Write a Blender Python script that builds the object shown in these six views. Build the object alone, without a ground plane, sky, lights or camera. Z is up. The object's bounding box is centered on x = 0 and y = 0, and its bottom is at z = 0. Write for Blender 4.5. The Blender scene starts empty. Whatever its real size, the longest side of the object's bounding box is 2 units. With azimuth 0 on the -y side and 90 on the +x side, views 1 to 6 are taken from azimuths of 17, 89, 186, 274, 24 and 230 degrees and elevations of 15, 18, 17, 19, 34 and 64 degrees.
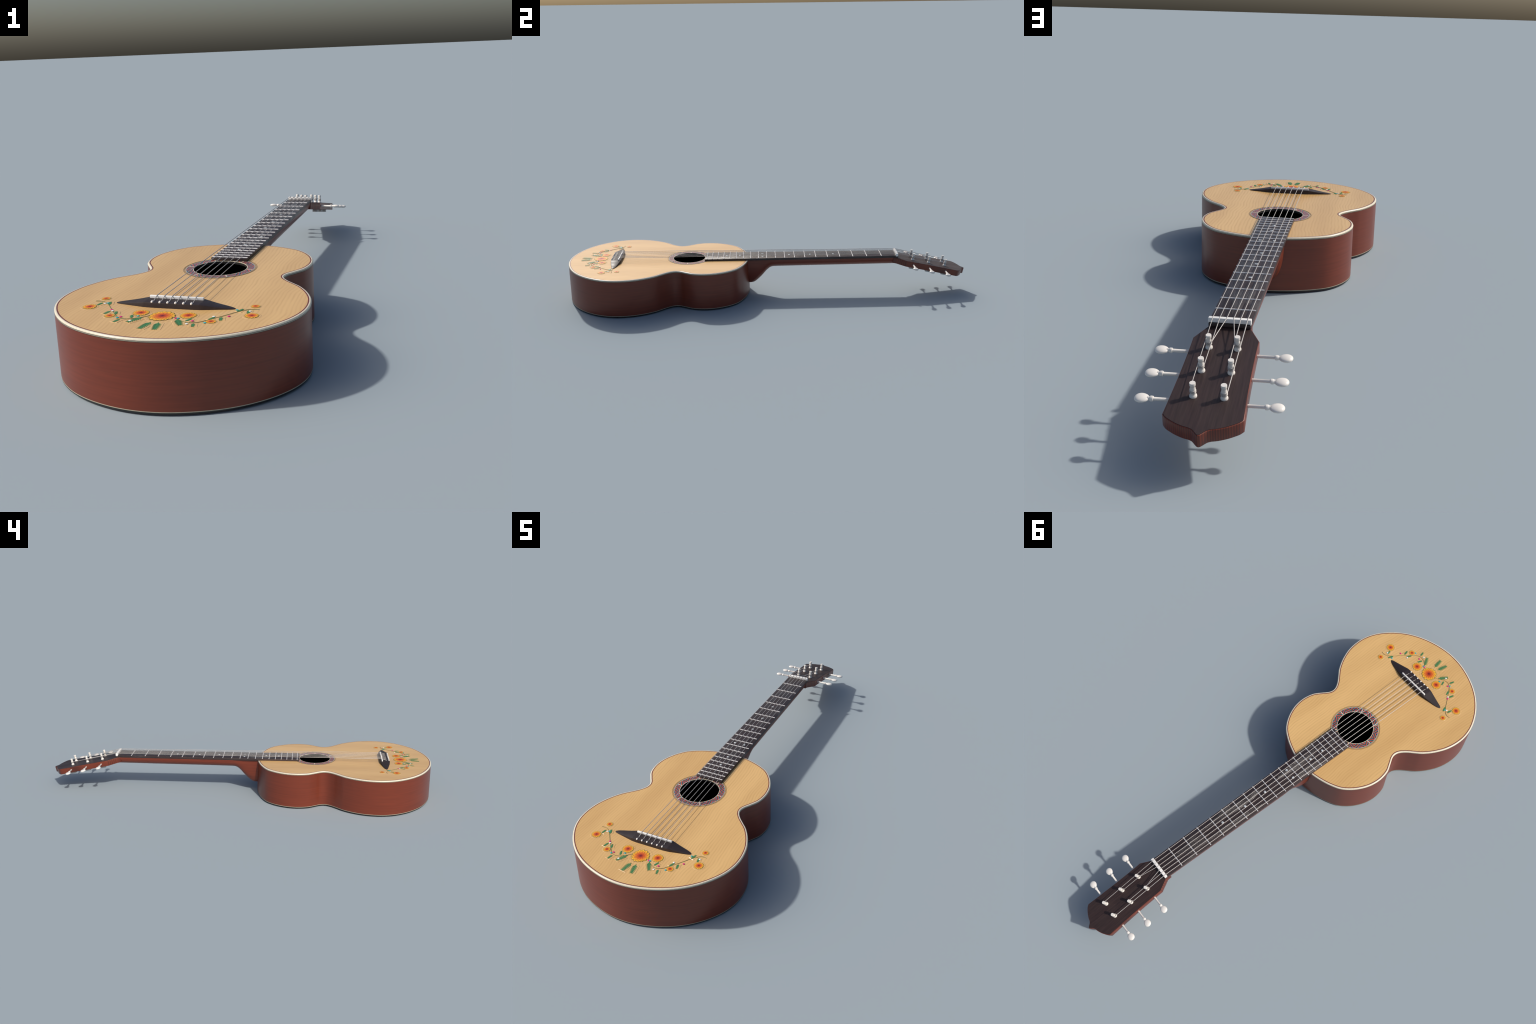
import bpy, bmesh, math, random
from mathutils import Vector, Matrix

random.seed(7)
TAU = 2 * math.pi

# ------------------------------------------------------------------ sizes
TOP_Z = 0.185                      # soundboard surface
HOLE_Y, HOLE_R = -0.3985, 0.0795   # sound hole
NUT_Y, SADDLE_Y = 0.6459, -0.7445  # ends of the sounding strings
BOARD_TOP, BOARD_LOW = 0.1927, 0.1814
HEAD_Y0, HEAD_Z0, HEAD_SLOPE = 0.646, 0.1807, 0.207
HEAD_COS = 1 / math.sqrt(1 + HEAD_SLOPE ** 2)
HEAD_SIN = HEAD_SLOPE * HEAD_COS
HEAD_THICK = 0.0295


TILT = -0.0027                     # the top drops a little towards the neck


def top_dz(y):
    return -0.0011 + TILT * (y + 0.40)


def lerp_table(table, v):
    """piecewise linear profile; table sorted by first value"""
    if v <= table[0][0]:
        return table[0][1]
    for (a, fa), (b, fb) in zip(table, table[1:]):
        if v <= b:
            return fa + (fb - fa) * (v - a) / (b - a)
    return table[-1][1]


def smooth_table(table, v):
    """monotone-ish Catmull-Rom profile through a sorted table"""
    n = len(table)
    if v <= table[0][0]:
        return table[0][1]
    if v >= table[-1][0]:
        return table[-1][1]
    for i in range(n - 1):
        if table[i][0] <= v <= table[i + 1][0]:
            break
    x0, y0 = table[i]
    x1, y1 = table[i + 1]
    h = x1 - x0

    def slope(k):
        if k <= 0 or k >= n - 1:
            return 0.0 if k <= 0 else (table[-1][1] - table[-2][1]) / (table[-1][0] - table[-2][0])
        return (table[k + 1][1] - table[k - 1][1]) / (table[k + 1][0] - table[k - 1][0])
    m0, m1 = slope(i), slope(i + 1)
    t = (v - x0) / h
    return ((2 * t ** 3 - 3 * t ** 2 + 1) * y0 + (t ** 3 - 2 * t ** 2 + t) * h * m0
            + (-2 * t ** 3 + 3 * t ** 2) * y1 + (t ** 3 - t ** 2) * h * m1)


# ------------------------------------------------------------------ materials
def new_mat(name):
    m = bpy.data.materials.new(name)
    m.use_nodes = True
    nt = m.node_tree
    return m, nt, nt.nodes["Principled BSDF"]


def set_in(node, **kw):
    for k, v in kw.items():
        node.inputs[k.replace("_", " ")].default_value = v


def nd(nt, kind, **props):
    n = nt.nodes.new(kind)
    for k, v in props.items():
        setattr(n, k, v)
    return n


def coords(nt, scale=(1, 1, 1), loc=(0, 0, 0), rot=(0, 0, 0)):
    tc = nd(nt, "ShaderNodeTexCoord")
    mp = nd(nt, "ShaderNodeMapping")
    mp.inputs["Scale"].default_value = scale
    mp.inputs["Location"].default_value = loc
    mp.inputs["Rotation"].default_value = rot
    nt.links.new(tc.outputs["Object"], mp.inputs["Vector"])
    return mp.outputs["Vector"]


def noise(nt, vec, scale=1.0, detail=3.0, rough=0.5, dist=0.0):
    n = nd(nt, "ShaderNodeTexNoise")
    set_in(n, Scale=scale, Detail=detail, Roughness=rough, Distortion=dist)
    nt.links.new(vec, n.inputs["Vector"])
    return n.outputs["Fac"]


def ramp(nt, fac, stops, interp="LINEAR"):
    r = nd(nt, "ShaderNodeValToRGB")
    cr = r.color_ramp
    cr.interpolation = interp
    while len(cr.elements) < len(stops):
        cr.elements.new(0.5)
    for e, (p, c) in zip(cr.elements, stops):
        e.position = p
        e.color = (c[0], c[1], c[2], 1) if len(c) == 3 else c
    nt.links.new(fac, r.inputs["Fac"])
    return r.outputs["Color"]


def mth(nt, op, a, b=None, c=None):
    n = nd(nt, "ShaderNodeMath", operation=op)
    for i, v in enumerate((a, b, c)):
        if v is None:
            continue
        if isinstance(v, (int, float)):
            n.inputs[i].default_value = v
        else:
            nt.links.new(v, n.inputs[i])
    return n.outputs[0]


def mix(nt, fac, a, b, blend="MIX"):
    n = nd(nt, "ShaderNodeMix", data_type="RGBA", blend_type=blend)
    for sock, v in ((n.inputs[0], fac), (n.inputs[6], a), (n.inputs[7], b)):
        if isinstance(v, (int, float)):
            sock.default_value = v
        elif isinstance(v, tuple):
            sock.default_value = (v[0], v[1], v[2], 1)
        else:
            nt.links.new(v, sock)
    return n.outputs[2]


def bump(nt, bsdf, height, strength=0.2, dist=0.001):
    b = nd(nt, "ShaderNodeBump")
    b.inputs["Strength"].default_value = strength
    b.inputs["Distance"].default_value = dist
    nt.links.new(height, b.inputs["Height"])
    nt.links.new(b.outputs["Normal"], bsdf.inputs["Normal"])


def plain(name, col, rough=0.45, metal=0.0, coat=0.0, speckle=0.06, spec=0.5):
    m, nt, b = new_mat(name)
    f = noise(nt, coords(nt), 160.0, 3.0)
    lo = tuple(max(0, c * (1 - speckle)) for c in col)
    hi = tuple(min(1, c * (1 + speckle)) for c in col)
    nt.links.new(ramp(nt, f, [(0.3, lo), (0.7, hi)]), b.inputs["Base Color"])
    set_in(b, Roughness=rough, Metallic=metal, Coat_Weight=coat)
    b.inputs["Specular IOR Level"].default_value = spec
    return m


def spruce_material():
    m, nt, b = new_mat("spruce_top")
    # slow sideways wander shared by all grain lines
    wander = noise(nt, coords(nt, (2.2, 4.0, 1.0)), 1.0, 2.0)
    wv = coords(nt)
    sep = nd(nt, "ShaderNodeSeparateXYZ")
    nt.links.new(wv, sep.inputs[0])
    x = mth(nt, "ADD", sep.outputs[0], mth(nt, "MULTIPLY", wander, 0.060))
    ripple = mth(nt, "MULTIPLY", mth(nt, "SINE", mth(nt, "MULTIPLY", sep.outputs[1], 36.0)), 0.0013)
    x = mth(nt, "ADD", x, ripple)
    comb = nd(nt, "ShaderNodeCombineXYZ")
    nt.links.new(x, comb.inputs[0])
    nt.links.new(mth(nt, "MULTIPLY", sep.outputs[1], 0.05), comb.inputs[1])
    line = nd(nt, "ShaderNodeTexWave", wave_type="BANDS", bands_direction="X", wave_profile="SIN")
    set_in(line, Scale=29.0, Distortion=2.2, Detail=2.0, Detail_Scale=1.0)
    nt.links.new(comb.outputs[0], line.inputs["Vector"])
    lines = line.outputs["Fac"]
    fibre = noise(nt, coords(nt, (420, 9, 1)), 1.0, 3.0)
    broad = noise(nt, coords(nt, (9, 1.6, 1)), 1.0, 2.0)
    base = ramp(nt, broad, [(0.3, (0.655, 0.400, 0.158)), (0.7, (0.765, 0.485, 0.200))])
    dark = mth(nt, "MULTIPLY", mth(nt, "POWER", mth(nt, "SUBTRACT", 1.0, lines), 2.0), 0.34)
    breaks = ramp(nt, noise(nt, coords(nt, (60, 12, 1)), 1.0, 2.0), [(0.35, (0.35,) * 3), (0.65, (1, 1, 1))])
    dark = mth(nt, "MULTIPLY", dark, breaks)
    col = mix(nt, dark, base, (0.46, 0.255, 0.085))
    col = mix(nt, mth(nt, "MULTIPLY", fibre, 0.12), col, (0.52, 0.30, 0.11))
    nt.links.new(col, b.inputs["Base Color"])
    set_in(b, Roughness=0.25)
    b.inputs["Specular IOR Level"].default_value = 0.5
    bump(nt, b, lines, 0.06, 0.0008)
    return m


def mahogany_material(name, along=(6, 6, 210), bands=None):
    m, nt, b = new_mat(name)
    f = noise(nt, coords(nt, along), 1.0, 4.0, 0.6)
    g = noise(nt, coords(nt, (5, 5, 3)), 1.0, 2.0)
    col = ramp(nt, f, [(0.25, (0.140, 0.0268, 0.0120)), (0.75, (0.205, 0.0402, 0.0175))])
    col = mix(nt, mth(nt, "MULTIPLY", g, 0.30), col, (0.165, 0.033, 0.0165))
    h = f
    if bands:
        w = nd(nt, "ShaderNodeTexWave", wave_type="BANDS", bands_direction="X")
        set_in(w, Scale=bands, Distortion=1.2, Detail=2.0, Detail_Scale=0.6)
        nt.links.new(coords(nt, (1, 0.12, 0.12)), w.inputs["Vector"])
        k = mth(nt, "MULTIPLY", mth(nt, "POWER", w.outputs["Fac"], 1.3), 0.66)
        col = mix(nt, k, col, (0.040, 0.013, 0.010))
    nt.links.new(col, b.inputs["Base Color"])
    set_in(b, Roughness=0.34, Coat_Weight=0.0)
    b.inputs["Specular IOR Level"].default_value = 0.5
    bump(nt, b, h, 0.05, 0.0006)
    return m


def rosewood_material(name, c0, c1, grain=(520, 14, 60), rough=0.4, bstr=0.55, streak=0.0):
    m, nt, b = new_mat(name)
    f = noise(nt, coords(nt, grain), 1.0, 5.0, 0.65)
    g = noise(nt, coords(nt, (34, 4, 8)), 1.0, 3.0, 0.6)
    col = ramp(nt, f, [(0.28, c0), (0.72, c1)])
    col = mix(nt, mth(nt, "MULTIPLY", g, 0.5), col, tuple(0.6 * c for c in c0))
    nt.links.new(col, b.inputs["Base Color"])
    r = ramp(nt, g, [(0.35, (rough - 0.08,) * 3), (0.7, (rough + 0.12,) * 3)])
    nt.links.new(r, b.inputs["Roughness"])
    if streak:
        patch = ramp(nt, noise(nt, coords(nt, (26, 5, 5), loc=(3, 1, 0)), 1.0, 2.0), [(0.50, (0, 0, 0)), (0.64, (1, 1, 1))])
        fine = noise(nt, coords(nt, (300, 26, 60)), 1.0, 4.0, 0.7)
        h = mth(nt, "ADD", mth(nt, "MULTIPLY", f, 0.18), mth(nt, "MULTIPLY", mth(nt, "MULTIPLY", fine, patch), streak))
        bump(nt, b, h, 1.0, 0.0013)
        nt.links.new(mth(nt, "MULTIPLY", patch, 0.65), b.inputs["Coat Weight"])
        b.inputs["Coat Roughness"].default_value = 0.28
        nt.links.new(b.inputs["Normal"].links[0].from_socket, b.inputs["Coat Normal"])
    else:
        bump(nt, b, f, bstr, 0.0008)
    return m


def rosette_material(r0, row_h, n_cols, zig):
    m, nt, b = new_mat("rosette_weave")
    tc = nd(nt, "ShaderNodeTexCoord")
    sep = nd(nt, "ShaderNodeSeparateXYZ")
    nt.links.new(tc.outputs["Object"], sep.inputs[0])
    X, Y = sep.outputs[0], sep.outputs[1]
    r = mth(nt, "SQRT", mth(nt, "ADD", mth(nt, "MULTIPLY", X, X), mth(nt, "MULTIPLY", Y, Y)))
    th = mth(nt, "ADD", mth(nt, "ARCTAN2", Y, X), TAU)
    u = mth(nt, "MULTIPLY", th, n_cols / TAU)
    v = mth(nt, "DIVIDE", mth(nt, "SUBTRACT", r, r0), row_h)
    col, row = mth(nt, "FLOOR", u), mth(nt, "FLOOR", v)
    tri = mth(nt, "ABSOLUTE", mth(nt, "SUBTRACT", mth(nt, "MODULO", col, zig), zig / 2))
    idx = mth(nt, "MODULO", mth(nt, "ADD", mth(nt, "ADD", row, tri), 40.0), 4.0)
    pal = ramp(nt, mth(nt, "DIVIDE", mth(nt, "ADD", idx, 0.5), 4.0),
               [(0.0, (0.012, 0.012, 0.014)), (0.25, (0.92, 0.22, 0.020)),
                (0.5, (0.62, 0.022, 0.21)), (0.75, (0.016, 0.36, 0.35))], "CONSTANT")
    fu = mth(nt, "SUBTRACT", mth(nt, "FRACT", u), 0.5)
    fv = mth(nt, "SUBTRACT", mth(nt, "FRACT", v), 0.5)
    d = mth(nt, "SQRT", mth(nt, "ADD", mth(nt, "MULTIPLY", fu, fu), mth(nt, "MULTIPLY", fv, fv)))
    gap = ramp(nt, d, [(0.34, (0, 0, 0)), (0.54, (1, 1, 1))])
    nt.links.new(mix(nt, gap, pal, (0.012, 0.012, 0.014)), b.inputs["Base Color"])
    set_in(b, Roughness=0.28)
    return m


def petal_material():
    m, nt, b = new_mat("petal_marigold")
    tc = nd(nt, "ShaderNodeTexCoord")
    vm = nd(nt, "ShaderNodeVectorMath", operation="MULTIPLY")
    nt.links.new(tc.outputs["Object"], vm.inputs[0])
    vm.inputs[1].default_value = (1, 1, 0)
    ln = nd(nt, "ShaderNodeVectorMath", operation="LENGTH")
    nt.links.new(vm.outputs[0], ln.inputs[0])
    col = ramp(nt, ln.outputs["Value"],
               [(0.0, (0.15, 0.009, 0.014)), (0.10, (0.22, 0.012, 0.014)), (0.28, (0.58, 0.055, 0.010)),
                (0.50, (0.78, 0.17, 0.015)), (0.72, (0.86, 0.37, 0.022)), (0.90, (0.88, 0.52, 0.050)),
                (1.0, (0.88, 0.58, 0.085))])
    nt.links.new(col, b.inputs["Base Color"])
    set_in(b, Roughness=0.5)
    return m


M = {}
M["spruce"] = spruce_material()
M["mahogany"] = mahogany_material("mahogany_side")
M["mahogany_neck"] = mahogany_material("mahogany_neck", along=(70, 5, 190))
M["mahogany_head"] = mahogany_material("mahogany_head", along=(90, 12, 12), bands=68.0)
M["board"] = rosewood_material("rosewood_board", (0.030, 0.020, 0.020), (0.062, 0.041, 0.039), rough=0.40, streak=3.4)
M["veneer"] = rosewood_material("rosewood_veneer", (0.022, 0.0105, 0.0095), (0.060, 0.034, 0.030),
                                grain=(260, 9, 9), rough=0.50, bstr=0.25)
M["ebony"] = rosewood_material("ebony_bridge", (0.019, 0.0115, 0.0125), (0.038, 0.024, 0.025),
                               grain=(60, 420, 120), rough=0.52, bstr=0.35)
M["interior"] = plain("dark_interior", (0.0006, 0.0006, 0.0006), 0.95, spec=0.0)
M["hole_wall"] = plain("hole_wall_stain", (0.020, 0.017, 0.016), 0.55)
M["cream"] = plain("cream_binding", (0.76, 0.68, 0.52), 0.30)
M["purfling"] = plain("red_purfling", (0.165, 0.040, 0.030), 0.45)
M["dull_cream"] = plain("dull_cream_line", (0.42, 0.37, 0.27), 0.45)
M["black"] = plain("black_line", (0.016, 0.018, 0.018), 0.4)
M["white"] = plain("white_bone", (0.87, 0.85, 0.81), 0.35, speckle=0.02)
M["ivory"] = plain("ivory_plastic", (0.82, 0.78, 0.72), 0.30, speckle=0.02)
M["fret"] = plain("nickel_fret", (0.80, 0.78, 0.77), 0.35, metal=0.15, speckle=0.03)
M["string"] = plain("wound_steel", (0.50, 0.47, 0.44), 0.42, metal=0.25, speckle=0.04)
M["gear"] = plain("steel_gear_box", (0.42, 0.42, 0.41), 0.4, metal=0.3)
M["pearl"] = plain("pearl_dot", (0.66, 0.70, 0.71), 0.28)
M["silver"] = plain("silver_ring", (0.56, 0.53, 0.46), 0.5)
M["petal"] = petal_material()
M["petal_edge"] = plain("petal_outline", (0.20, 0.13, 0.025), 0.55)
M["leaf"] = plain("leaf_green", (0.050, 0.205, 0.070), 0.5, speckle=0.35)
M["vine"] = plain("vine_green", (0.11, 0.155, 0.055), 0.5)
M["bead_white"] = plain("bead_white", (0.85, 0.85, 0.82), 0.35)
M["bead_magenta"] = plain("bead_magenta", (0.70, 0.014, 0.22), 0.35)
M["bead_cyan"] = plain("bead_cyan", (0.030, 0.42, 0.46), 0.35)

# ------------------------------------------------------------------ objects
ROOT = bpy.data.objects.new("acoustic_guitar", None)
bpy.context.scene.collection.objects.link(ROOT)
ROOT["label"] = "six-string acoustic guitar with painted marigold garland on spruce top"
ROOT["category"] = "guitar"


def add(name, mesh, parent=None, loc=None):
    o = bpy.data.objects.new(name, mesh)
    bpy.context.scene.collection.objects.link(o)
    o.parent = parent or ROOT
    if loc:
        o.location = loc
    return o


def mesh_from(name, verts, faces, mats, midx=None, smooth=None):
    me = bpy.data.meshes.new(name)
    me.from_pydata([tuple(v) for v in verts], [], faces)
    for mt in (mats if isinstance(mats, (list, tuple)) else [mats]):
        me.materials.append(M[mt])
    if midx:
        for p, i in zip(me.polygons, midx):
            p.material_index = i
    bm = bmesh.new()
    bm.from_mesh(me)
    bmesh.ops.recalc_face_normals(bm, faces=bm.faces)
    bm.to_mesh(me)
    bm.free()
    if smooth is not None:
        for p in me.polygons:
            p.use_smooth = True
        me.set_sharp_from_angle(angle=math.radians(smooth))
    me.update()
    return me


def bevelled(me, width, segs=2, angle=35):
    bm = bmesh.new()
    bm.from_mesh(me)
    ed = [e for e in bm.edges if len(e.link_faces) == 2 and e.calc_face_angle() > math.radians(angle)]
    bmesh.ops.bevel(bm, geom=ed, offset=width, segments=segs, profile=0.5, affect="EDGES", clamp_overlap=True)
    bm.to_mesh(me)
    bm.free()
    for p in me.polygons:
        p.use_smooth = True
    me.set_sharp_from_angle(angle=math.radians(40))
    return me


def box(x0, x1, y0, y1, z0, z1):
    v = [(x, y, z) for z in (z0, z1) for y in (y0, y1) for x in (x0, x1)]
    f = [(0, 1, 3, 2), (4, 6, 7, 5), (0, 4, 5, 1), (2, 3, 7, 6), (0, 2, 6, 4), (1, 5, 7, 3)]
    return v, f


def lathe(profile, n=32, axis="Z"):
    """profile: (radius, height) list from bottom to top"""
    v, f = [], []
    rings = []
    for r, h in profile:
        if r < 1e-6:
            rings.append([len(v)])
            v.append((0, 0, h))
        else:
            rings.append(list(range(len(v), len(v) + n)))
            v += [(r * math.cos(TAU * i / n), r * math.sin(TAU * i / n), h) for i in range(n)]
    for a, b in zip(rings, rings[1:]):
        for i in range(n):
            j = (i + 1) % n
            if len(a) == 1:
                f.append((a[0], b[i], b[j]))
            elif len(b) == 1:
                f.append((a[i], b[0], a[j]))
            else:
                f.append((a[i], a[j], b[j], b[i]))
    if axis == "X":
        v = [(z, x, y) for x, y, z in v]
    return v, f


def annulus(r0, r1, z0, z1, n=160):
    v, f = [], []
    for r, z in ((r0, z0), (r0, z1), (r1, z1), (r1, z0)):
        v += [(r * math.cos(TAU * i / n), r * math.sin(TAU * i / n), z) for i in range(n)]
    for k in range(4):
        for i in range(n):
            j = (i + 1) % n
            a, b = k * n, ((k + 1) % 4) * n
            f.append((a + i, a + j, b + j, b + i))
    return v, f


def tube(points, radius, sides=8, closed_ends=True):
    pts = [Vector(p) for p in points]
    v, f = [], []
    up = Vector((0, 0, 1))
    prev = None
    for i, p in enumerate(pts):
        t = (pts[min(i + 1, len(pts) - 1)] - pts[max(i - 1, 0)]).normalized()
        if prev is None:
            a = t.orthogonal().normalized() if abs(t.dot(up)) > 0.95 else t.cross(up).normalized()
        else:
            a = (prev - t * prev.dot(t)).normalized()
        prev = a
        b = t.cross(a)
        r = radius(i / (len(pts) - 1)) if callable(radius) else radius
        v += [p + (a * math.cos(TAU * k / sides) + b * math.sin(TAU * k / sides)) * r for k in range(sides)]
    for i in range(len(pts) - 1):
        for k in range(sides):
            l = (k + 1) % sides
            f.append((i * sides + k, i * sides + l, (i + 1) * sides + l, (i + 1) * sides + k))
    if closed_ends:
        f.append(tuple(range(sides)))
        f.append(tuple(len(v) - sides + k for k in range(sides)))
    return v, f


def catmull(pts, per=8, closed=False):
    P = [Vector(p) for p in pts]
    out = []
    n = len(P)
    rng = range(n if closed else n - 1)
    for i in rng:
        if closed:
            a, b, c, d = P[i - 1], P[i], P[(i + 1) % n], P[(i + 2) % n]
        else:
            a, b, c, d = P[max(i - 1, 0)], P[i], P[i + 1], P[min(i + 2, n - 1)]
        for k in range(per):
            t = k / per
            out.append(0.5 * ((2 * b) + (c - a) * t + (2 * a - 5 * b + 4 * c - d) * t * t
                              + (3 * b - a - 3 * c + d) * t ** 3))
    if not closed:
        out.append(P[-1])
    return out


# ------------------------------------------------------------------ body outline
HALF = [(0.0, -0.0965), (0.052, -0.1035), (0.098, -0.1150), (0.141, -0.1315), (0.183, -0.1555),
        (0.2147, -0.1890), (0.2384, -0.229), (0.2530, -0.272), (0.2570, -0.318), (0.2485, -0.365),
        (0.2285, -0.401), (0.2125, -0.427), (0.2075, -0.448), (0.2130, -0.469), (0.2300, -0.4935),
        (0.2535, -0.518), (0.2785, -0.545), (0.3065, -0.590), (0.3280, -0.644), (0.3370, -0.704),
        (0.3325, -0.759), (0.3138, -0.813), (0.2790, -0.868), (0.2348, -0.9138), (0.1852, -0.9488),
        (0.1265, -0.976), (0.0625, -0.9940), (0.0, -1.0)]
loop = HALF + [(-x, y) for x, y in reversed(HALF[1:-1])]
dense = [Vector((p.x, p.y)) for p in catmull([(x, y, 0) for x, y in loop], 24, closed=True)]


def resample(poly, n):
    L = [0.0]
    for a, b in zip(poly, poly[1:] + poly[:1]):
        L.append(L[-1] + (b - a).length)
    out, k = [], 0
    for i in range(n):
        s = L[-1] * i / n
        while L[k + 1] < s:
            k += 1
        t = (s - L[k]) / (L[k + 1] - L[k])
        out.append(poly[k].lerp(poly[(k + 1) % len(poly)], t))
    return out


NB = 480
OUT = resample(dense, NB)
NRM = []
for i in range(NB):
    t = (OUT[(i + 1) % NB] - OUT[i - 1]).normalized()
    nrm = Vector((t.y, -t.x))
    NRM.append(nrm)
# make normals point outwards
if sum((OUT[i] - Vector((0, -0.55))).dot(NRM[i]) for i in range(NB)) < 0:
    NRM = [-n for n in NRM]


def inset(d):
    return [OUT[i] - NRM[i] * d for i in range(NB)]


def sweep(profile, closed=True):
    """profile of (inset, z) swept round the body outline"""
    v, f = [], []
    for d, z in profile:
        v += [(p.x, p.y, z + (top_dz(p.y) if z > 0.15 else 0.0)) for p in inset(d)]
    k = len(profile)
    for a in range(k if closed else k - 1):
        b = (a + 1) % k
        for i in range(NB):
            j = (i + 1) % NB
            f.append((a * NB + i, a * NB + j, b * NB + j, b * NB + i))
    return v, f


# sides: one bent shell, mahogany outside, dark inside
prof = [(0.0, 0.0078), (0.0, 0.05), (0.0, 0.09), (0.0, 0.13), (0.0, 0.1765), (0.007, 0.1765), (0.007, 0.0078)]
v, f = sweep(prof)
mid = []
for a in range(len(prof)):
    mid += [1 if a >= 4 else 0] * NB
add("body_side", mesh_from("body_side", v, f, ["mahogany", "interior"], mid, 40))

# back: dished plate with a rounded rim
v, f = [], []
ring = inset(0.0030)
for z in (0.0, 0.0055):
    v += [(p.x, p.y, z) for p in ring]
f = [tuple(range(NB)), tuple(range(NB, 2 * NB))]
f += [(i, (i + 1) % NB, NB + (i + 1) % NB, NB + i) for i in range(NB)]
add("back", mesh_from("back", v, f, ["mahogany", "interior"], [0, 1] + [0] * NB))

v, f = sweep([(0.0032, 0.0003), (0.0016, 0.0008), (0.0004, 0.0022), (0.0, 0.0056), (0.0030, 0.0056)])
add("back_binding", mesh_from("back_binding", v, f, "black", smooth=50))
v, f = sweep([(0.0, 0.0056), (-0.0001, 0.0060), (-0.0001, 0.0074), (0.0, 0.0078), (0.006, 0.0078), (0.006, 0.0056)])
add("back_binding_line", mesh_from("back_binding_line", v, f, "dull_cream", smooth=50))

# top edge: red purfling, cream binding with a rolled edge, black-cream-black lines on the side
R = 0.0042
arc = [(R - R * math.sin(a), TOP_Z - R + R * math.cos(a)) for a in [math.pi / 2 * k / 6 for k in range(7)]]
v, f = sweep([(0.0056, TOP_Z)] + arc + [(0.0, 0.1804), (0.0056, 0.1804)])
add("top_binding", mesh_from("top_binding", v, f, "cream", smooth=50))
v, f = sweep([(0.0092, TOP_Z), (0.0056, TOP_Z), (0.0056, 0.181), (0.0092, 0.181)])
add("purfling", mesh_from("purfling", v, f, "purfling"))
for z0, z1, mt, nm in ((0.1793, 0.1804, "black", "binding_line"), (0.1776, 0.1793, "dull_cream", "binding_line"),
                       (0.1765, 0.1776, "black", "binding_line")):
    v, f = sweep([(0.0, z0), (0.0, z1), (0.006, z1), (0.006, z0)])
    add(nm, mesh_from(nm, v, f, mt))

# soundboard: spruce plate with the sound hole
rim = inset(0.0092)
angs = [math.atan2(p.y - HOLE_Y, p.x) for p in rim]
circ = [Vector((HOLE_R * math.cos(a), HOLE_Y + HOLE_R * math.sin(a))) for a in angs]
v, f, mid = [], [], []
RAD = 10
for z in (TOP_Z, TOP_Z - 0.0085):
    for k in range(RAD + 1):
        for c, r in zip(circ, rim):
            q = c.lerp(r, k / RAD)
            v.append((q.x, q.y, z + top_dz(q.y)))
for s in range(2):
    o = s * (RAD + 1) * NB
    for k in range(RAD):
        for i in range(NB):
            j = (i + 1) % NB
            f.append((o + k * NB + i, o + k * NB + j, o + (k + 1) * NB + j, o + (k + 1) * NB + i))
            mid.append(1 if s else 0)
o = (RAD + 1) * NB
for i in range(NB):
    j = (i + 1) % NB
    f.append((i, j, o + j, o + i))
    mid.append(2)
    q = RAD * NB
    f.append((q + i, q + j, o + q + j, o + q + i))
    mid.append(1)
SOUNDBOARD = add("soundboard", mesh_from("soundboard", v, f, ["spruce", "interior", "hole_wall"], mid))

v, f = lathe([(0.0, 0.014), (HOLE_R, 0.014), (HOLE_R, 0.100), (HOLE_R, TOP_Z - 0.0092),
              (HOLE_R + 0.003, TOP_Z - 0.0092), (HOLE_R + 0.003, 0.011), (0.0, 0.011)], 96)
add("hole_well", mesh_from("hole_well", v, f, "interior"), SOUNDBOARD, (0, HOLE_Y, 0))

# ------------------------------------------------------------------ rosette
RZ = TOP_Z
BAND_IN, BAND_OUT, ROWS = 0.0822, 0.1004, 6
M["weave"] = rosette_material(BAND_IN, (BAND_OUT - BAND_IN) / ROWS, 168, 14.0)
v, f = annulus(BAND_IN, BAND_OUT, -0.001, 0.0003)
ROSETTE = add("rosette", mesh_from("rosette", v, f, "weave"), SOUNDBOARD, (0, HOLE_Y, RZ + top_dz(HOLE_Y)))
ROSETTE.rotation_euler = (math.atan(TILT), 0, 0)
for r0, r1, h, mt in ((HOLE_R - 0.0002, 0.0812, 0.00045, "cream"), (0.0812, 0.0822, 0.00035, "black"),
                      (0.1004, 0.1012, 0.00035, "black"), (0.1012, 0.1030, 0.00045, "silver"),
                      (0.1030, 0.1039, 0.00035, "black"), (0.1058, 0.1066, 0.00035, "black"),
                      (0.1085, 0.1093, 0.00035, "black")):
    v, f = annulus(r0, r1, -0.001, h)
    o = add("rosette_ring", mesh_from("rosette_ring", v, f, mt), ROSETTE)
v, f = box(BAND_IN + 0.0002, BAND_OUT - 0.0006, -0.0016, 0.0016, 0.0, 0.00065)
bar = mesh_from("rosette_bar", v, f, "cream")
for k in range(6):
    o = add("rosette_bar", bar, ROSETTE)
    o.rotation_euler = (0, 0, math.radians(60 * k - 1.0))

# ------------------------------------------------------------------ painted garland on added halo pads
PLATE_H = 0.00045  # pads added only so their rims imitate the bump map's shaded halo
plate_count = 0


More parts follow.
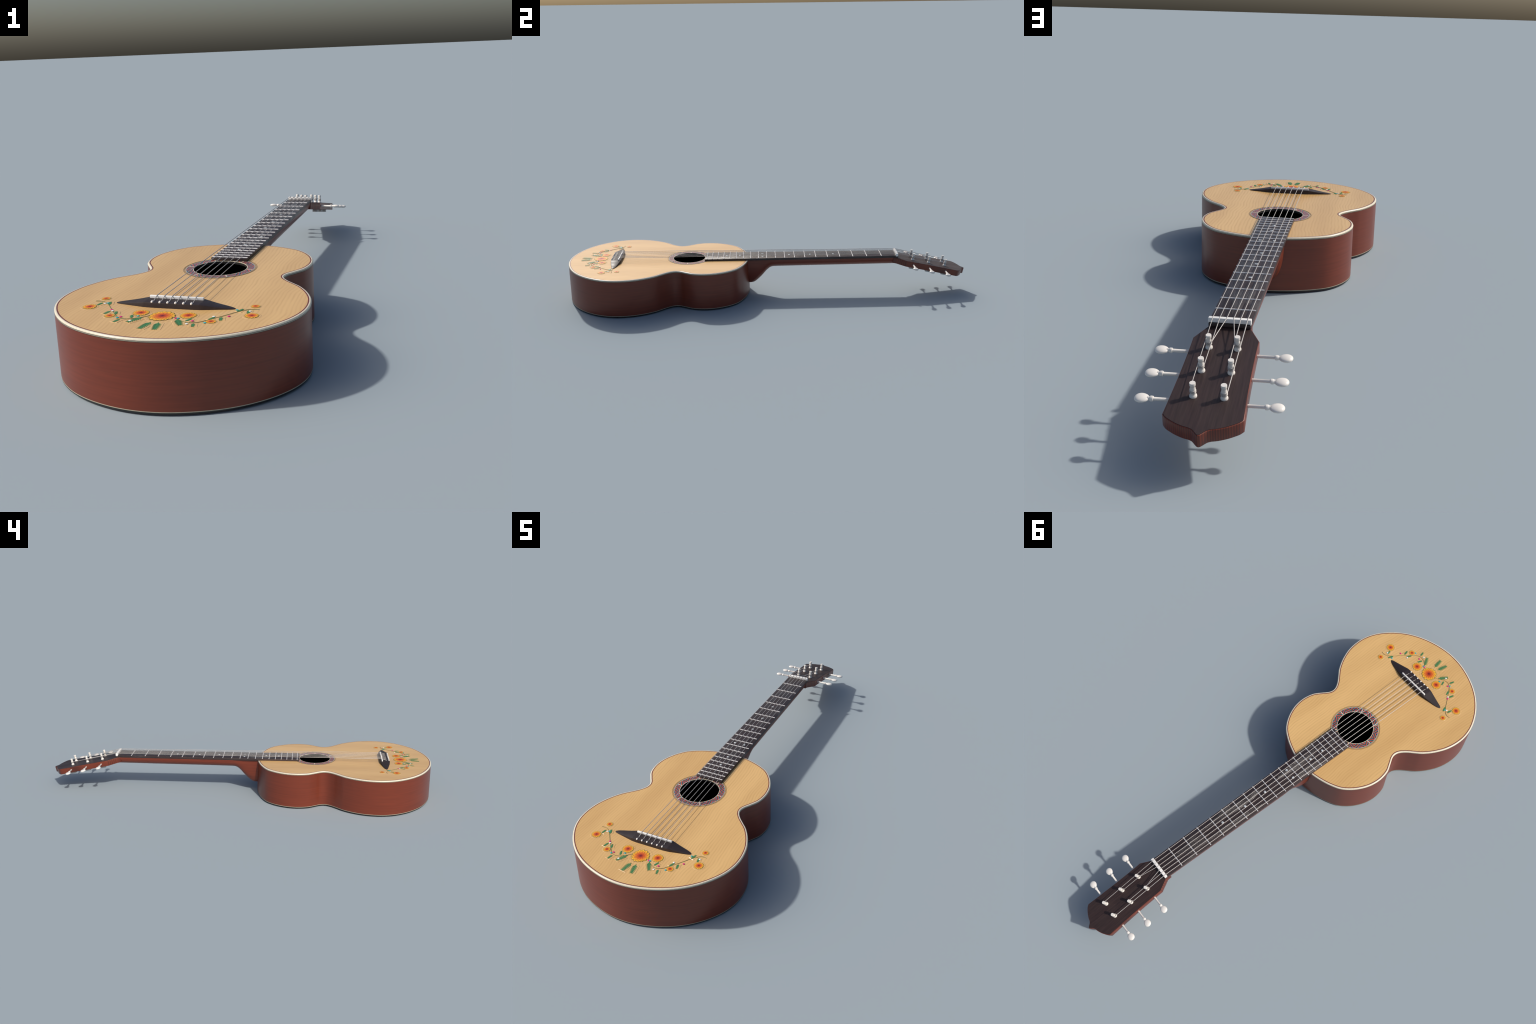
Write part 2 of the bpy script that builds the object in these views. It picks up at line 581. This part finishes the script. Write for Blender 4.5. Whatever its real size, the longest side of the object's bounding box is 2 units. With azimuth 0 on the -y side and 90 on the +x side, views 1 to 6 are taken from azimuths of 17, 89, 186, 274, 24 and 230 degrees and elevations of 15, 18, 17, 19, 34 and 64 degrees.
def plate(poly, name="halo_pad"):
    """added pad of the same spruce; its sloping rim shades like an emboss halo, poly = list of (x, y)"""
    global plate_count
    h = PLATE_H + 0.000012 * plate_count
    plate_count += 1
    n = len(poly)
    c = Vector((sum(p[0] for p in poly) / n, sum(p[1] for p in poly) / n))
    v = []
    for p in poly:
        v.append((p[0], p[1], TOP_Z + top_dz(p[1]) + 0.00002))
    for p in poly:
        d = Vector(p) - c
        q = c + d * (1 - 0.0011 / max(d.length, 0.004))
        v.append((q.x, q.y, TOP_Z + top_dz(q.y) + h))
    f = [(i, (i + 1) % n, n + (i + 1) % n, n + i) for i in range(n)]
    f.append(tuple(range(n, 2 * n)))
    return add(name, mesh_from(name, v, f, "spruce"), SOUNDBOARD)


def flower_mesh():
    """unit-radius double marigold: rings of pointed petals, each over a darker outline petal"""
    v, f, mi = [], [], []
    rings = [(14, 1.00, 0.50, 0.0), (14, 0.90, 0.42, 0.5), (13, 0.75, 0.32, 0.2), (12, 0.60, 0.2, 0.7),
             (10, 0.45, 0.1, 0.1), (8, 0.29, 0.02, 0.4)]

    def petal(ang, r0, r1, w, z, mat):
        prof = [(0.0, 0.35), (0.35, 0.85), (0.6, 1.0), (0.82, 0.70), (1.0, 0.0)]
        ca, sa = math.cos(ang), math.sin(ang)
        pts = [(t, s * w) for t, s in prof] + [(t, -s * w) for t, s in reversed(prof[:-1])]
        b0 = len(v)
        for t, s in pts:
            r = r0 + (r1 - r0) * t
            v.append((r * ca - s * sa, r * sa + s * ca, z))
        rm = r0 + (r1 - r0) * 0.55
        v.append((rm * ca, rm * sa, z + (0.00016 if mat == 0 else 0)))
        m = len(v) - 1
        for i in range(len(pts)):
            f.append((b0 + i, b0 + (i + 1) % len(pts), m))
            mi.append(mat)
    for k, (n, r1, r0, off) in enumerate(rings):
        for i in range(n):
            a = TAU * (i + off) / n
            jit = 1 + 0.04 * math.sin(5.1 * i + k)
            w = math.pi * (r0 + (r1 - r0) * 0.6) / n * 1.02
            z = 0.00012 + 0.00010 * k + (0.00003 if i % 2 else 0)
            petal(a, r0, r1 * jit, w * 1.0, z, 1)
            petal(a, r0, (r1 - (0.045 if k < 3 else 0.03)) * jit, w * (0.84 if k < 2 else 0.90), z + 0.00002, 0)
    # heart
    hv, hf = lathe([(0.13, 0.0006), (0.09, 0.0009), (0.0, 0.0010)], 16)
    b0 = len(v)
    v += hv
    for q in hf:
        f.append(tuple(b0 + i for i in q))
        mi.append(0)
    # backing disc so no wood shows between petals
    dv, df = lathe([(0.74, 0.00002), (0.74, 0.00010), (0.0, 0.00010)], 24)
    b0 = len(v)
    v += dv
    for q in df:
        f.append(tuple(b0 + i for i in q))
        mi.append(1)
    return mesh_from("flower", v, f, ["petal", "petal_edge"], mi)


FLOWER = flower_mesh()
GZ = TOP_Z + PLATE_H + 0.0006
FLOWERS = [(0.0, -0.844, 0.0355, 1), (0.0625, -0.8292, 0.0222, 2), (0.2160, -0.8048, 0.0190, 2),
           (0.1320, -0.8620, 0.0136, 2), (0.2052, -0.7337, 0.0124, 2)]
flower_spots = []
for x, y, r, n in FLOWERS:
    for s in ((1,) if n == 1 else (1, -1)):
        flower_spots.append((s * x, y, r))
for k, (x, y, r) in enumerate(flower_spots):
    plate([(x + 1.24 * r * math.cos(TAU * i / 40), y + 1.24 * r * math.sin(TAU * i / 40)) for i in range(40)])
    o = add("flower", FLOWER, SOUNDBOARD, (x, y, GZ + top_dz(y) + 0.0002 + (0.00012 if r > 0.03 else 0)))
    o.scale = (r, r, 1)
    o.rotation_euler = (0, 0, 0.31 * k)


def leaf_mesh(pairs, half_w, fill):
    """unit-length feathered leaf along +y"""
    v, f = [], []

    def quad_strip(left, right, z=0.0):
        b0 = len(v)
        for a, c in zip(left, right):
            v.append((a[0], a[1], z))
            v.append((c[0], c[1], z))
        for i in range(len(left) - 1):
            f.append((b0 + 2 * i, b0 + 2 * i + 1, b0 + 2 * i + 3, b0 + 2 * i + 2))
    # midrib
    quad_strip([(-0.022, 0.0), (-0.03, 0.3), (-0.02, 0.8), (0, 1.0)],
               [(0.022, 0.0), (0.03, 0.3), (0.02, 0.8), (0.001, 1.0)], 0.00006)
    for k in range(pairs):
        t = 0.15 + 0.70 * k / (pairs - 1)
        w = half_w * (0.62 + 0.55 * math.sin(math.pi * min(1, 0.25 + 0.75 * t)))
        th = 0.66 / pairs
        for s in (-1, 1):
            mid = (s * w * 0.55, t + 0.045)
            tip = (s * w, t + 0.135)
            quad_strip([(0, t - th * 0.55), (mid[0], mid[1] - th * 0.42), tip],
                       [(0, t + th * 0.55), (mid[0], mid[1] + th * 0.42), (tip[0], tip[1] + 0.004)], 0.00002 * s)
    if fill:
        n = 14
        b0 = len(v)
        for i in range(n):
            a = TAU * i / n
            v.append((half_w * fill * math.cos(a), 0.5 + 0.44 * math.sin(a), -0.00003))
        f.append(tuple(range(b0, b0 + n)))
    # body thickness
    me = mesh_from("leaf", v, f, "leaf")
    bm = bmesh.new()
    bm.from_mesh(me)
    r = bmesh.ops.extrude_face_region(bm, geom=bm.faces[:])
    bmesh.ops.translate(bm, verts=[g for g in r["geom"] if isinstance(g, bmesh.types.BMVert)], vec=(0, 0, 0.00025))
    bmesh.ops.recalc_face_normals(bm, faces=bm.faces)
    bm.to_mesh(me)
    bm.free()
    return me


BIG_LEAF, SMALL_LEAF = leaf_mesh(7, 0.170, 0.0), leaf_mesh(6, 0.175, 0.62)
BIG = [((0.0100, -0.8900), (0.0198, -0.9405)), ((0.0448, -0.8603), (0.0697, -0.9012))]
SMALL = [((0.1975, -0.7672), (0.2028, -0.7910)), ((0.1722, -0.7832), (0.1812, -0.7577)),
         ((0.1465, -0.8278), (0.1526, -0.8530)), ((0.1213, -0.8515), (0.1302, -0.8285)),
         ((0.0953, -0.8815), (0.1015, -0.9058)), ((0.0700, -0.8704), (0.0790, -0.8474))]
for group, me, pw in ((BIG, BIG_LEAF, 0.0150), (SMALL, SMALL_LEAF, 0.0115)):
    for a, b in group:
        for s in (1, -1):
            A, B = Vector((s * a[0], a[1])), Vector((s * b[0], b[1]))
            d = B - A
            L = d.length
            d.normalize()
            n = Vector((-d.y, d.x))
            plate([tuple(A + d * u * L + n * w * pw) for u, w in ((0.02, -1), (0.98, -1), (0.98, 1), (0.02, 1))])
            o = add("leaf", me, SOUNDBOARD, (A.x, A.y, GZ + top_dz(A.y + 0.5 * d.y * L)))
            o.scale = (L, L, 1)
            o.rotation_euler = (0, 0, math.atan2(d.y, d.x) - math.pi / 2)

VINE = [(0.2225, -0.7580), (0.2110, -0.7560), (0.2000, -0.7586), (0.1895, -0.7655), (0.1735, -0.7826),
        (0.1590, -0.8028), (0.1440, -0.8236), (0.1285, -0.8436), (0.1125, -0.8634), (0.1030, -0.8722),
        (0.0926, -0.8772), (0.0815, -0.8782), (0.0700, -0.8753), (0.0576, -0.8687), (0.0462, -0.8596),
        (0.0300, -0.8430)]
for s in (1, -1):
    v, f = tube(catmull([(s * x, y, GZ + top_dz(y)) for x, y in VINE], 5), 0.00062, 6)
    add("vine", mesh_from("vine", v, f, "vine", smooth=60), SOUNDBOARD)

BEADS = {"bead_white": [(0.2030, -0.7735), (0.1270, -0.8267), (0.0803, -0.8879), (-0.0652, -0.8884),
                        (-0.1415, -0.8267), (-0.1884, -0.7738)],
         "bead_magenta": [(0.1629, -0.8189), (0.0866, -0.8655), (0.0395, -0.8532), (-0.1005, -0.8656),
                          (-0.1473, -0.8192)],
         "bead_cyan": [(0.1682, -0.7697), (0.1205, -0.8736), (0.0454, -0.8538), (-0.0596, -0.8538),
                       (-0.1063, -0.8729), (-0.1819, -0.7696)]}
for mt, pts in BEADS.items():
    v, f = lathe([(0.0037, 0.0), (0.0037, 0.0004), (0.0031, 0.0007), (0.0, 0.0008)], 16)
    me = mesh_from("bead", v, f, mt, smooth=40)
    for x, y in pts:
        add("bead", me, SOUNDBOARD, (x, y, GZ + top_dz(y) + 0.00025))

# ------------------------------------------------------------------ neck with heel
NECK_LOW = [(-0.1080, 0.0503), (-0.0975, 0.0503), (-0.0860, 0.0507), (-0.0725, 0.0540), (-0.0600, 0.0622),
            (-0.0412, 0.0800), (-0.0260, 0.0962), (-0.0090, 0.1168), (0.0062, 0.1305), (0.0175, 0.1358),
            (0.0300, 0.1376), (0.0650, 0.1381), (0.2000, 0.1393), (0.4000, 0.1403), (0.6450, 0.1418)]


def board_half(y):
    return 0.0572 + (0.0478 - 0.0572) * (y + 0.3185) / (0.652 + 0.3185)


ys = [-0.108 + 0.158 * i / 40 for i in range(41)] + [0.05 + 0.595 * i / 24 for i in range(1, 25)]
SEG = 28
v, f = [], []
for y in ys:
    zb = smooth_table(NECK_LOW, y)
    u = min(1.0, max(0.0, (y + 0.045) / 0.10))
    u = u * u * (3 - 2 * u)
    w = 0.0462 + (board_half(y) - 0.0006 - 0.0462) * u
    dpt = BOARD_LOW - zb
    p = 2.3 + 0.4 * (1 - u)
    for k in range(SEG + 1):
        a = math.pi * k / SEG
        c, s = math.cos(a), math.sin(a)
        x = w * math.copysign(abs(c) ** (2 / p), c)
        z = BOARD_LOW - dpt * abs(s) ** (2 / p)
        v.append((x, y, z))
n = SEG + 1
for i in range(len(ys) - 1):
    for k in range(SEG):
        f.append((i * n + k, i * n + k + 1, (i + 1) * n + k + 1, (i + 1) * n + k))
    f.append((i * n, (i + 1) * n, (i + 1) * n + SEG, i * n + SEG))
f.append(tuple(range(n)))
f.append(tuple(len(v) - n + k for k in range(n)))
NECK = add("neck", mesh_from("neck", v, f, "mahogany_neck", smooth=45))

# ------------------------------------------------------------------ fretboard, frets, dots, nut
v, f = [], []
for y in (-0.3180, 0.652):
    w = board_half(y)
    v += [(-w, y, BOARD_LOW), (w, y, BOARD_LOW), (w, y, BOARD_TOP), (-w, y, BOARD_TOP)]
f = [(0, 1, 2, 3), (4, 5, 6, 7), (0, 1, 5, 4), (1, 2, 6, 5), (2, 3, 7, 6), (3, 0, 4, 7)]
BOARD = add("fretboard", bevelled(mesh_from("fretboard", v, f, "board"), 0.0008))

SCALE = NUT_Y - SADDLE_Y


def fret_y(k):
    return NUT_Y - SCALE * (1 - 2 ** (-k / 12))


for k in range(1, 21):
    y = fret_y(k)
    w = board_half(y) - 0.0007
    prof = [(-0.0018, -0.0006), (-0.0018, 0.0006), (-0.0013, 0.0018), (0.0, 0.0024), (0.0013, 0.0018),
            (0.0018, 0.0006), (0.0018, -0.0006)]
    v, f = [], []
    for x in (-w, w):
        v += [(x, a, b) for a, b in prof]
    m = len(prof)
    f = [(i, (i + 1) % m, m + (i + 1) % m, m + i) for i in range(m)] + [tuple(range(m)), tuple(range(m, 2 * m))]
    add("fret", mesh_from("fret", v, f, "fret", smooth=35), BOARD, (0, y, BOARD_TOP))

v, f = lathe([(0.0051, -0.001), (0.0051, 0.0003), (0.0047, 0.0005), (0.0, 0.0006)], 24)
dot = mesh_from("position_dot", v, f, "pearl", smooth=40)
for x, y in ((0, 0.3284), (0, 0.2112), (0, 0.106), (0.022, -0.0288), (-0.022, -0.0288), (0, -0.1429), (0, -0.2087)):
    add("position_dot", dot, BOARD, (x, y, BOARD_TOP))

v, f = box(-0.0487, 0.0487, 0.6402, 0.6520, 0.1885, 0.2022)
NUT = add("nut", bevelled(mesh_from("nut", v, f, "white"), 0.0014, 3))

# ------------------------------------------------------------------ headstock
HEAD_HALF = [(0.0492, 0.630), (0.0495, 0.6485), (0.0737, 0.6935), (0.0733, 0.7200), (0.0735, 0.7500),
             (0.0739, 0.7850), (0.0747, 0.8250), (0.0762, 0.8680), (0.0777, 0.9050), (0.0797, 0.9480),
             (0.0738, 0.9556), (0.0658, 0.9620), (0.0512, 0.9711), (0.0345, 0.9785), (0.0228, 0.9816),
             (0.0150, 0.9856), (0.0082, 0.9932), (0.0036, 0.9980), (0.0, 0.9996)]


HEAD_HALF = (HEAD_HALF[:9]
             + [(q.x, q.y) for q in catmull([(x, y, 0) for x, y in HEAD_HALF[9:15]], 4)][:-1]
             + [(q.x, q.y) for q in catmull([(x, y, 0) for x, y in HEAD_HALF[14:]], 4)])
HEAD_HALF[-1] = (0.0, HEAD_HALF[-1][1])


def head_pt(x, y, depth=0.0):
    """point on the tilted head face; depth goes down along its normal"""
    z = HEAD_Z0 - HEAD_SLOPE * (y - HEAD_Y0)
    return Vector((x, y - HEAD_SIN * depth, z - HEAD_COS * depth))


def head_slab(name, shrink, d0, d1, mt):
    pts = HEAD_HALF + [(-x, y) for x, y in reversed(HEAD_HALF[:-1])]
    n = len(pts)
    if shrink:
        out = []
        for i in range(n):
            a, b, c = Vector(pts[i - 1]), Vector(pts[i]), Vector(pts[(i + 1) % n])
            t1, t2 = (b - a).normalized(), (c - b).normalized()
            n1, n2 = Vector((-t1.y, t1.x)), Vector((-t2.y, t2.x))   # left normals point inwards on this loop
            m = (n1 + n2).normalized()
            m /= max(m.dot(n1), 0.5)
            q = b + m * shrink
            out.append((q.x, q.y))
        pts = out
    v = [head_pt(x, y, d0) for x, y in pts] + [head_pt(x, y, d1) for x, y in pts]
    f = [tuple(range(n)), tuple(range(2 * n - 1, n - 1, -1))]
    f += [(i, (i + 1) % n, n + (i + 1) % n, n + i) for i in range(n)]
    return mesh_from(name, v, f, mt, smooth=32)


HEAD = add("headstock", bevelled(head_slab("headstock", 0.0, 0.0006, HEAD_THICK, "mahogany_head"), 0.0021, 3, 60))
add("head_veneer", head_slab("head_veneer", 0.0021, -0.0001, 0.0040, "veneer"), HEAD)

# tuners
HEAD_ROT = Matrix.Rotation(-math.atan(HEAD_SLOPE), 4, "X")
POST_Y = (0.7285, 0.8098, 0.8905)
v, f = lathe([(0.0078, -0.001), (0.0080, 0.0018), (0.0074, 0.0042), (0.0060, 0.0054), (0.0056, 0.0085),
              (0.0060, 0.0105), (0.0061, 0.0150), (0.0058, 0.0200), (0.0052, 0.0232), (0.0051, 0.0256),
              (0.0060, 0.0270), (0.0062, 0.0280), (0.0062, 0.0332), (0.0060, 0.0337), (0.0, 0.0337)], 24)
post = mesh_from("tuning_post", v, f, "ivory", smooth=50)
prof = [(0.0037, 0.058), (0.0037, 0.1120), (0.0040, 0.1124), (0.0055, 0.1128), (0.0058, 0.1140), (0.0058, 0.1182),
        (0.0050, 0.1194), (0.0045, 0.1215), (0.0050, 0.1235)]
v, f = lathe(prof, 20, "X")
kv, kf = lathe([(0.0 if abs(math.cos(math.pi * i / 14)) > 0.999 else math.sin(math.pi * i / 14),
                 -math.cos(math.pi * i / 14)) for i in range(15)], 24, "X")
b0 = len(v)
v += [(0.1358 + 0.0156 * x, 0.0134 * y * (1 + 0.08 * x), 0.0062 * z * (1 + 0.1 * x)) for x, y, z in kv]
f += [tuple(b0 + i for i in q) for q in kf]
knob = mesh_from("tuning_knob", v, f, "ivory", smooth=60)
v, f = box(-0.0105, 0.0105, -0.0132, 0.0132, -0.0105, 0.0)
gear = bevelled(mesh_from("gear_box", v, f, "gear"), 0.0010, 2)
for y in POST_Y:
    for s in (1, -1):
        o = add("tuning_post", post, HEAD)
        o.matrix_world = Matrix.Translation(head_pt(s * 0.0312, y)) @ HEAD_ROT
        o = add("tuning_knob", knob, HEAD)
        rot = HEAD_ROT if s > 0 else HEAD_ROT @ Matrix.Rotation(math.pi, 4, "Z")
        o.matrix_world = Matrix.Translation(head_pt(0, y, 0.0138)) @ rot
        o = add("gear_box", gear, HEAD)
        o.matrix_world = Matrix.Translation(head_pt(s * 0.0495, y - 0.0010, HEAD_THICK - 0.0003)) @ HEAD_ROT

# ------------------------------------------------------------------ bridge, saddle, pins
B_BACK = [(0.0, -0.7842), (0.056, -0.7842), (0.078, -0.7825), (0.106, -0.7765), (0.135, -0.7705), (0.150, -0.7672),
          (0.158, -0.7645), (0.1615, -0.7605)]
B_FRONT = [(0.0, -0.7335), (0.066, -0.7338), (0.079, -0.7358), (0.104, -0.7412), (0.135, -0.7472), (0.150, -0.7515),
           (0.158, -0.7555), (0.1615, -0.7595)]
B_TOP = [(0.0, 0.1988), (0.0740, 0.1988), (0.0750, 0.1986), (0.083, 0.1972), (0.092, 0.1956), (0.104, 0.1936), (0.118, 0.1916),
         (0.133, 0.1896), (0.155, 0.1873), (0.1615, 0.1864)]
xs = sorted(set([s * (0.1615 * i / 48) for i in range(49) for s in (1, -1)] + [0.0740, -0.0740, 0.0750, -0.0750,
                                                                           0.0600, -0.0600]))
v, f = [], []
CROSS = 7
for x in xs:
    a = abs(x)
    yb, yf, zt = lerp_table(B_BACK, a), lerp_table(B_FRONT, a), lerp_table(B_TOP, a)
    e = min(0.0012, 0.25 * (yf - yb))
    v += [(x, yb, TOP_Z - 0.0005), (x, yb, zt - e), (x, yb + e * 0.3, zt - e * 0.3), (x, yb + e, zt),
          (x, yf - e, zt), (x, yf - e * 0.3, zt - e * 0.3), (x, yf, zt - e), (x, yf, TOP_Z - 0.0005)]
m = 8
for i in range(len(xs) - 1):
    for k in range(m):
        l = (k + 1) % m
        f.append((i * m + k, i * m + l, (i + 1) * m + l, (i + 1) * m + k))
f.append(tuple(range(m)))
f.append(tuple(len(v) - m + k for k in range(m)))
BRIDGE = add("bridge", mesh_from("bridge", v, f, "ebony", smooth=28))
v, f = box(-0.0735, 0.0735, -0.7474, -0.7414, 0.1960, 0.2056)
add("saddle", bevelled(mesh_from("saddle", v, f, "white"), 0.0013, 3), BRIDGE)
v, f = lathe([(0.0026, -0.003), (0.0030, 0.0), (0.0033, 0.0016), (0.0030, 0.0030), (0.0017, 0.0040), (0.0, 0.0043)], 18)
pin = mesh_from("bridge_pin", v, f, "ivory", smooth=60)
STR_X = [(-0.0532 + 0.02128 * i, -0.0408 + 0.01586 * i) for i in range(6)]
for xb, xn in STR_X:
    o = add("bridge_pin", pin, BRIDGE, (xb, -0.7800, 0.1983))
    o.scale = (1.0, 1.35, 1.0)
    o.rotation_euler = (math.radians(22), 0, 0)

# ------------------------------------------------------------------ strings
# (post row, which side of the post the string runs to)
TARGET = {0: (2, -1), 1: (1, 1), 2: (0, 1), 3: (0, -1), 4: (1, -1), 5: (2, 1)}
for i, (xb, xn) in enumerate(STR_X):
    row, side = TARGET[i]
    s = -1 if i < 3 else 1
    rad = 0.00115 - 0.00005 * i
    px, py = s * 0.0312, POST_Y[row]
    rc = 0.0052 + rad
    hgt = 0.0165
    base = head_pt(px, py)
    up = Vector((0, HEAD_SIN, HEAD_COS))
    fwd = Vector((0, HEAD_COS, -HEAD_SIN))
    ex = Vector((1, 0, 0))
    start = Vector((xn, NUT_Y + 0.003, 0.2018 + 0.6 * rad))
    touch = base + ex * side * rc + up * hgt
    pts = [Vector((xb, -0.7690, 0.1975)), Vector((xb, -0.7675, 0.1990)), Vector((xb, SADDLE_Y - 0.0015, 0.2062)),
           Vector((xb, SADDLE_Y + 0.0010, 0.2064))]
    for t in (0.25, 0.5, 0.75):
        pts.append(Vector((xb, SADDLE_Y, 0.2064)).lerp(Vector((xn, NUT_Y - 0.004, 0.2020 + 0.6 * rad)), t))
    pts += [Vector((xn, NUT_Y - 0.004, 0.2020 + 0.6 * rad)), start, start.lerp(touch, 0.5)]
    turns = 2.6
    N = 60
    for k in range(N + 1):
        a = turns * TAU * k / N
        pts.append(base + (ex * side * math.cos(a) + fwd * math.sin(a)) * rc + up * (hgt - 2.3 * rad * turns * k / N))
    v, f = tube(pts, rad, 8)
    add("string", mesh_from("string", v, f, "string", smooth=70))
